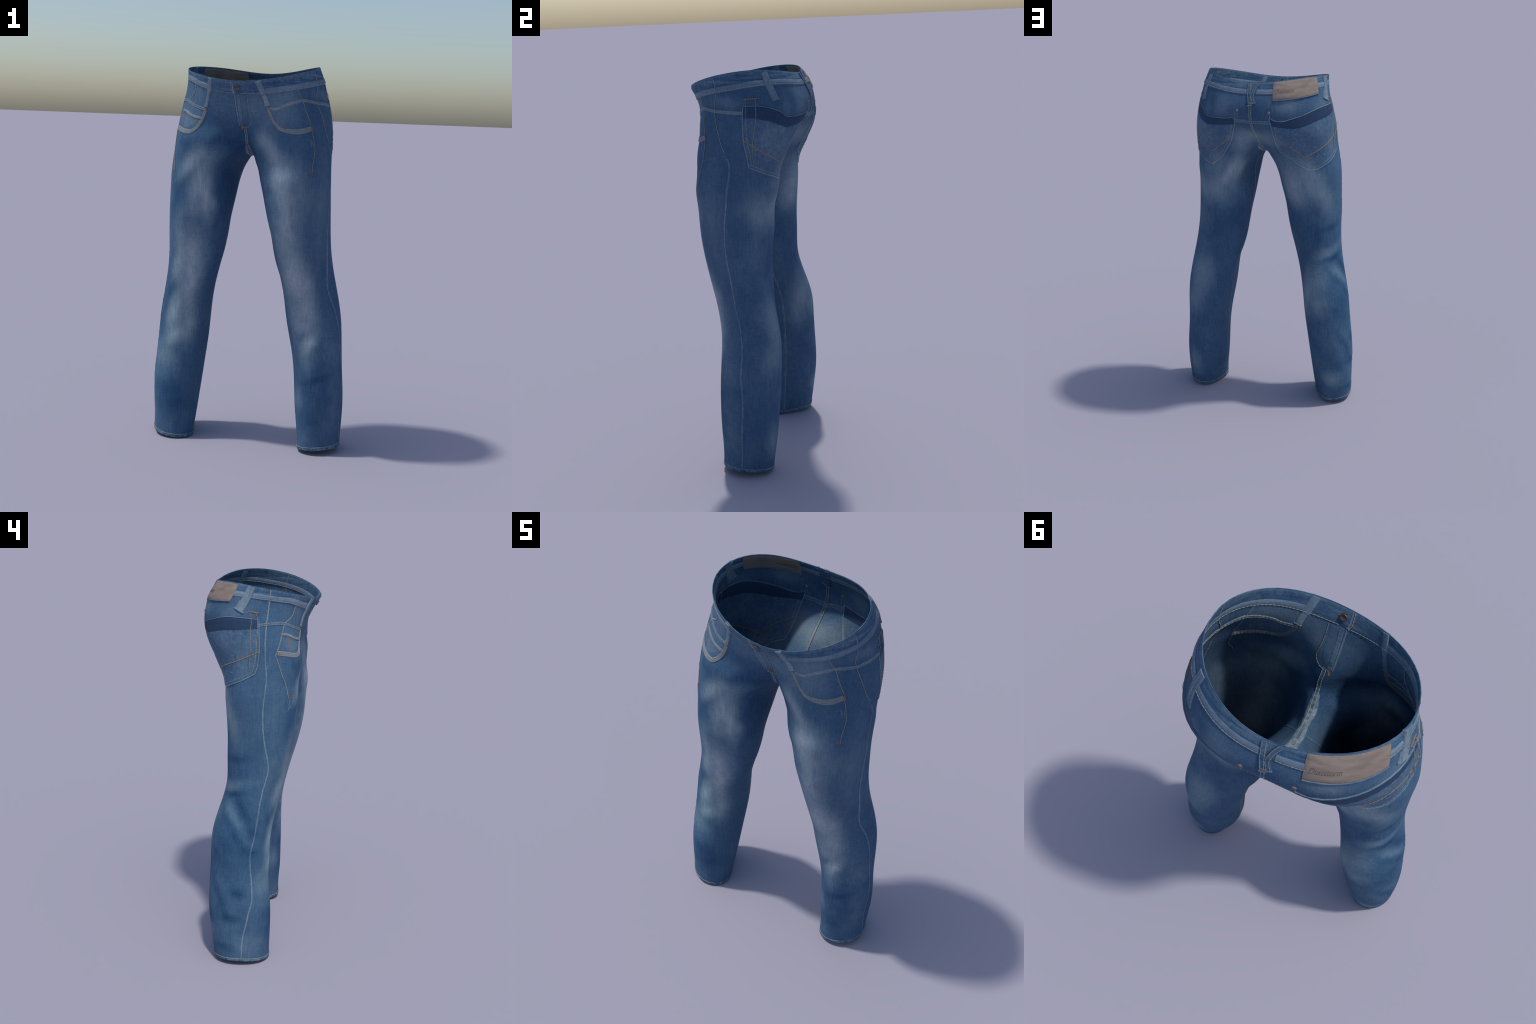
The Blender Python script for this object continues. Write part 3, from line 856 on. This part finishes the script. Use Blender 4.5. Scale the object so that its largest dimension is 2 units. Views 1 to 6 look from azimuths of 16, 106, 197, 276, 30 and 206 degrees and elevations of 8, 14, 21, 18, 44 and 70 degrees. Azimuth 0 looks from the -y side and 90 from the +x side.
rivets = []
for side, outline, band, vee, flank, tack in (("L", BACK_L, BAND_L, V_L, FLANK_L, [(104, 1.871), (120, 1.872)]),
                                              ("R", BACK_R, BAND_R, V_R, FLANK_R, [(98.5, 1.867), (87.5, 1.862)])):
    pocket = patch("back_pocket", side, outline, 0.0024, M_BACK_POCKET, root)
    patch("pocket_facing", side, band, 0.0038, M_DARK, pocket, inner=0.0024)
    top = [c for c in outline if True]
    n_top = 9 if side == "L" else 8
    rest = outline[n_top - 1:] + [outline[0]]
    ribbon("pocket_edge", curve(place(side, outline[:n_top]), 0.007, sharp=False), 0.0035, 0.0046, M_EDGE, pocket, inner=0.003)
    ribbon("pocket_edge", curve(place(side, rest), 0.006, sharp=True), 0.0062, 0.0038, M_EDGE, pocket, inner=0.002, pucker=0.2)
    ins = inset(side, rest, 0.013)
    thread(yarn, curve(place(side, ins[1:-1]), 0.006, sharp=True), radius=0.0010, lift=0.0026)
    thread(gold, curve(place(side, vee), 0.006, sharp=True), radius=0.0018, dash=0.014, gap=0.0012, lift=0.0030)
    for f in flank:
        thread(yarn, curve(place(side, f), 0.006), radius=0.0011, lift=0.0038)
    ribbon("bartack", curve(place(side, tack), 0.005), 0.0055, 0.0032, M_RUST, pocket, inner=0.002)

# ---- front pockets
POCKET_L = [(1, 1.80), (4, 1.76), (8, 1.725), (13, 1.695), (19, 1.682), (34, 1.688), (46, 1.70), (52, 1.708), (49, 1.765), (44, 1.825), (40, 1.852),
            (34, 1.894), (26, 1.880), (18, 1.866), (8, 1.860), (-2, 1.856), (-1, 1.83)]
POCKET_R = [(19, 1.775), (22, 1.735), (27, 1.698), (32, 1.675), (38, 1.664), (50, 1.672), (67, 1.682), (63, 1.719), (60, 1.767), (55, 1.808),
            (42, 1.843), (36, 1.899), (26, 1.885), (16, 1.872), (9, 1.862), (11, 1.81)]
TAPE_L = [(-0.5, 1.785), (3, 1.752), (7, 1.722), (11, 1.702), (16, 1.683), (23, 1.675), (35, 1.672), (44, 1.678), (53, 1.690)]
TAPE_R = [(20, 1.760), (23, 1.726), (28, 1.686), (32, 1.664), (37, 1.651), (46, 1.653), (55, 1.662), (66, 1.670)]
STITCH_L = [(34, 1.896), (39, 1.855), (44, 1.825), (48, 1.769), (53, 1.708), (54, 1.676), (55, 1.636), (55, 1.59), (52, 1.55), (49, 1.515), (46, 1.465)]
STITCH_R = [(36, 1.901), (42, 1.843), (55, 1.808), (59, 1.767), (63, 1.719), (67, 1.670), (68, 1.655), (65, 1.619), (61, 1.565), (57, 1.53), (53, 1.49), (49, 1.442)]
YOKE_L = [(2, 1.783), (12, 1.781), (21, 1.799), (34, 1.817), (44, 1.826), (56, 1.822), (69, 1.816), (88, 1.811), (103, 1.807)]
YOKE_R = [(22, 1.768), (38, 1.785), (52, 1.805), (61, 1.812), (76, 1.809), (88, 1.801)]
for side, face, tape, seam_line, yoke in (("L", POCKET_L, TAPE_L, STITCH_L, YOKE_L), ("R", POCKET_R, TAPE_R, STITCH_R, YOKE_R)):
    pocket = patch("front_pocket", side, face, 0.0010, M_POCKET, root)
    widths = [0.55, 0.6, 0.65, 0.8, 1.05, 1.1, 1.0] if side == "L" else [0.7, 0.75, 0.85, 1.05, 1.05, 1.0]
    line = curve(place(side, tape), 0.006)
    ribbon("pocket_tape", line, 0.025, 0.0032, M_TAPE, pocket, wide=widths, inner=0.002)
    tang = np.gradient(line, axis=0)
    wd = np.interp(np.linspace(0, 1, len(line)), np.linspace(0, 1, len(widths)), widths)
    for off in (-0.0075, 0.0, 0.0075):
        row = []
        for p, t, w in zip(line, tang, wd):
            q, n = snap(p)
            b = np.cross(n, t)
            row.append(snap(q + b / np.linalg.norm(b) * off * w)[0])
        thread(yarn, row, radius=0.0011, lift=0.0036)
    thread(yarn, curve(place(side, seam_line), 0.006), radius=0.0014 if side == "L" else 0.002, dash=0.009, gap=0.001, lift=0.0016)
    thread(rust, curve(place(side, seam_line[-2:]), 0.005)[-5:], radius=0.0024, lift=0.0018)
    line = curve(place(side, yoke), 0.007)
    ribbon("yoke_seam", line, 0.017, 0.0026, M_TRIM if side == "L" else M_SEAM, seat, pucker=0.12, inner=0.0018)
    for off in (-0.005, 0.005):
        thread(yarn, [snap(p + np.array([0, 0, off]))[0] for p in line], radius=0.0009, lift=0.0030)

ribbon("bartack", curve(place("L", [(53.5, 1.700), (54.5, 1.680)]), 0.004), 0.0065, 0.0042, M_RUST, root)
ribbon("bartack", curve(place("L", [(-1.5, 1.792), (0.5, 1.776)]), 0.004), 0.013, 0.0038, M_COPPER, root)
# coin pocket in the right front pocket
coin = patch("coin_pocket", "R", [(25, 1.722), (39, 1.735), (52, 1.757), (61, 1.762), (66, 1.69), (52, 1.678), (38, 1.668), (31, 1.685)], 0.0020, M_POCKET, root)
ribbon("coin_pocket_edge", curve(place("R", [(24, 1.722), (39, 1.734), (52, 1.756), (61, 1.762)]), 0.006), 0.012, 0.0034, M_EDGE, coin, inner=0.002)
thread(rust, curve(place("R", [(25, 1.715), (39, 1.727), (52, 1.749), (61, 1.755)]), 0.006), radius=0.0013, lift=0.0034)
thread(rust, curve(place("R", [(51, 1.762), (52, 1.72), (52, 1.678)]), 0.006), radius=0.0010, lift=0.0026)

# ---- fly, centre seams, yoke at the back
FLY_EDGE = [(-20, 1.844), (-22, 1.80), (-25, 1.75), (-28.5, 1.705), (-30, 1.692)]
fly = patch("fly", "R", [(-20, 1.846), (-22, 1.80), (-25, 1.75), (-30, 1.694), (-37, 1.705), (-36, 1.75), (-32, 1.80), (-30, 1.846)], 0.0022, M_POCKET, root)
ribbon("fly_fold", curve(place("R", [(a - 3.2, z) for a, z in FLY_EDGE]), 0.006), 0.019, 0.0031, M_SEAM, fly, inner=0.0016, pucker=0.2)
ribbon("fly_edge", curve(place("R", FLY_EDGE), 0.006), 0.006, 0.0036, M_EDGE, fly, inner=0.002)
thread(yarn, curve(place("L", [(-22, 1.844), (-24, 1.79), (-25, 1.75), (-25, 1.722), (-28, 1.70), (-33, 1.688), (-41, 1.682)]), 0.006), radius=0.0011, lift=0.0012)
thread(yarn, curve(place("R", [(-15.6, 1.906), (-16.6, 1.872), (-19, 1.848)]), 0.006), radius=0.0016, lift=0.0024)
ribbon("waistband_overlap", curve(place("R", [(-17, 1.904), (-18, 1.872), (-19.5, 1.850)]), 0.006), 0.008, 0.0032, M_EDGE, waistband, inner=0.002)

centre = np.array([PTS[i] for i in np.concatenate([[idx_h[k, 0] for k in range(10, 0, -1)], [idx_l[-1, 0]], idx_l[-1, :OUT:-1], [idx_l[-1, OUT]]])])
centre = np.concatenate([centre, [PTS[idx_h[k, OUT]] for k in range(1, 30)]])
line = curve(centre, 0.006)
ribbon("centre_seam", line, 0.016, 0.0018, M_SEAM, seat, pucker=0.15)
for off in (-0.006, 0.006):
    thread(yarn, [snap(p + np.array([off, 0, 0]))[0] for p in line], radius=0.0015, lift=0.0022)
crotch_path = [p for p in line if p[2] < 1.60]
ribbon("pale_crotch_strip", crotch_path, 0.048, 0.0003, M_PALE, seat, inner=0.0020, pucker=0.3, wide=[0.5, 0.8, 1.0, 0.7, 1.1, 0.8, 1.0, 0.6])  # paler, uneven strip along the inside of the crotch
for a, b in (([(-41, 1.690), (-44, 1.672)], 0.008), ):
    ribbon("bartack", curve(place("L", a), 0.004), b, 0.0036, M_RUST, root)
yoke = curve(place("L", [(189, 1.768), (198, 1.768), (204, 1.761)]), 0.006)
ribbon("yoke_seam", yoke, 0.022, 0.0024, M_SEAM, seat)
yoke2 = curve(place("R", [(204, 1.762), (198, 1.764), (183, 1.764)]), 0.006)
ribbon("yoke_seam", yoke2, 0.022, 0.0024, M_SEAM, seat)
for y in (yoke, yoke2):
    for off in (-0.007, 0.008):
        thread(yarn, [snap(p + np.array([0, 0, off]))[0] for p in y], radius=0.0009, lift=0.0028)

# ---- belt loops
LOOPS = [("R", [(8, 1.921), (10, 1.89), (12, 1.86)], 0.026), ("R", [(12, 1.863), (15, 1.83), (19, 1.782)], 0.019),
         ("L", [(-8, 1.911), (-6.5, 1.88), (-4.5, 1.85)], 0.031), ("L", [(-4.5, 1.848), (-3, 1.83), (-1, 1.797)], 0.024),
         ("L", [(134.5, 1.988), (136, 1.929), (139.5, 1.861)], 0.037),
         ("R", [(210, 1.966), (206.5, 1.913), (203, 1.857)], 0.023), ("R", [(200.5, 1.966), (202.5, 1.938), (203, 1.905), (200, 1.868)], 0.020),
         ("R", [(106, 1.91), (110, 1.871)], 0.046), ("R", [(98, 1.985), (103, 1.927), (109, 1.868)], 0.044)]
for i, (side, ctl, width) in enumerate(LOOPS):
    line = curve(place(side, ctl), 0.006)
    lift = 0.0058 if i != 7 else 0.0045
    loop = ribbon("belt_loop", line, width, lift, M_BAND if i in (5, 6) else M_LOOP, root, inner=0.0035)
    tang = np.gradient(line, axis=0)
    for off in ((0.0,) if i not in (5, 6, 8) else (-0.30, 0.30)):
        row = []
        for p, t in zip(line, tang):
            q, n = snap(p)
            b = np.cross(n, t)
            row.append(snap(q + b / np.linalg.norm(b) * off * width)[0])
        thread(yarn, row, radius=0.0010, lift=lift + 0.0003, both=False)
    if i not in (0, 2):
        p, t = line[-1], tang[-1]
        q, n = snap(p)
        b = np.cross(n, t)
        b = b / np.linalg.norm(b) * width * 0.55
        ribbon("belt_loop_end", curve([snap(q - b)[0], q, snap(q + b)[0]], 0.004), 0.007, lift + 0.001, M_EDGE, loop, inner=0.004)
ribbon("bartack", curve(place("R", [(205, 1.868), (201, 1.867)]), 0.004), 0.009, 0.0070, M_COPPER, root)

# ---- leather label with its printed word
LABEL = [(182.5, 1.9745), (172, 1.979), (160, 1.984), (148, 1.9875), (136, 1.9895), (126, 1.9895), (116.5, 1.988),
         (119.5, 1.946), (122.5, 1.906), (135, 1.902), (150, 1.8955), (165, 1.890), (180.5, 1.884), (181.5, 1.93)]
label = patch("leather_label", "R", LABEL, 0.0062, M_LABEL, root, inner=0.0048)
ribbon("label_edge", curve(place("R", LABEL[8:13]), 0.006), 0.003, 0.0068, M_TRIM, label, inner=0.004)
text = bpy.data.curves.new("lettering", "FONT")
text.body, text.size, text.shear, text.resolution_u = "Duststorm", 0.03, 0.28, 4
tmp = bpy.data.objects.new("lettering_helper", text)
bpy.context.scene.collection.objects.link(tmp)
me = bpy.data.meshes.new_from_object(tmp.evaluated_get(bpy.context.evaluated_depsgraph_get()))
bpy.data.objects.remove(tmp)
bm = bmesh.new()
bm.from_mesh(me)
bmesh.ops.triangulate(bm, faces=bm.faces)
bmesh.ops.subdivide_edges(bm, edges=[e for e in bm.edges if e.calc_length() > 0.006], cuts=1)
bmesh.ops.triangulate(bm, faces=bm.faces)
xs = [v.co.x for v in bm.verts]
long = max(xs) - min(xs)
flat = [(v.co.x - min(xs), v.co.y) for v in bm.verts]
tri = [[v.index for v in f.verts] for f in bm.faces]
bm.verts.index_update()
tri = [[v.index for v in f.verts] for f in bm.faces]
bm.free()
P, N = [], []
for x, y in flat:
    f = x / long
    q, n = at("R", 178.0 - 22.5 * f, 1.9185 + 0.0085 * f + y * 0.95)
    P.append(q)
    N.append(n)
P, N = np.array(P), np.array(N)
m = len(P)
faces = [tuple(t) for t in tri] + [tuple(i + m for i in t[::-1]) for t in tri]
rim = {(a, b) for t in tri for a, b in zip(t, t[1:] + t[:1])}
faces += [(b, a, a + m, b + m) for a, b in rim if (b, a) not in rim]
lettering = make_mesh("lettering", np.concatenate([P + N * 0.0067, P - N * (CLOTH + 0.0053)]), faces, M_INK, label)
fix_normals(lettering)

# ---- metal: waist button with its buttonhole, rivets
BUTTON = [(0.0, 0.55), (0.25, 0.5), (0.45, 0.62), (0.7, 0.95), (0.88, 1.0), (1.0, 0.75), (1.0, 0.2)]
RIVET = [(0.0, 0.9), (0.35, 1.0), (0.7, 0.8), (0.95, 0.4), (1.0, 0.1)]
ribbon("buttonhole", curve(place("L", [(-29.5, 1.880), (-24.0, 1.8805)]), 0.003), 0.0075, 0.0028, M_RUST, waistband, inner=0.0022, wide=[1.3, 1.0, 0.4])
stud("button", "R", -22.6, 1.880, 0.0135, 0.0085, M_BRASS, root, BUTTON)
first = None
for side, az, z in (("R", 20, 1.765), ("R", 63.5, 1.669), ("L", 191, 1.827), ("R", 184, 1.818)):
    o = stud("rivet", side, az, z, 0.0092, 0.0045, M_COPPER, root, RIVET, mesh=first)
    first = o.data
for side, az, z, z2 in (("L", 190.5, 1.815, 1.79), ("R", 184.5, 1.806, 1.79)):
    for d in (-1.2, 1.2):
        thread(yarn, curve(place(side, [(az + d, z), (az + d - 0.5, z2)]), 0.005), radius=0.0012, lift=0.0026)

# ---- frayed yarn where the cloth is scuffed
fray = []
for side, az, z, spread_a, spread_z, count, slant in (("R", 45, 1.40, 3, 0.02, 6, 0), ("R", 51, 1.47, 2, 0.02, 3, 0), ("L", 50, 1.62, 2, 0.02, 3, 0),
                                                      ("L", 60, 1.33, 1, 0.03, 2, 0), ("L", 121, 1.655, 2, 0.008, 7, 9), ("L", 124, 1.575, 3, 0.008, 6, 9),
                                                      ("R", 116, 1.555, 7, 0.009, 9, 9), ("R", 150, 1.60, 4, 0.012, 4, 7), ("R", 108, 1.760, 14, 0.005, 8, 12)):
    for _ in range(count):
        a, h = az + rng.normal(0, spread_a), z + rng.normal(0, spread_z)
        l = rng.uniform(0.012, 0.035) if slant == 0 else rng.uniform(0.003, 0.007)
        da = rng.normal(0, 0.6) + slant * rng.uniform(0.1, 0.35)
        thread(fray, curve(place(side, [(a - da / 2, h - l / 2), (a + da / 2, h + l / 2)]), 0.004), radius=0.0007, dash=0.05, lift=0.0020 if slant else 0.0004, both=False)

for name, store, mat in (("khaki_stitching", yarn, M_YARN), ("golden_stitching", gold, M_GOLD), ("rust_stitching", rust, M_RUST), ("frayed_yarn", fray, M_FRAY)):
    joined(name, store, mat, root)
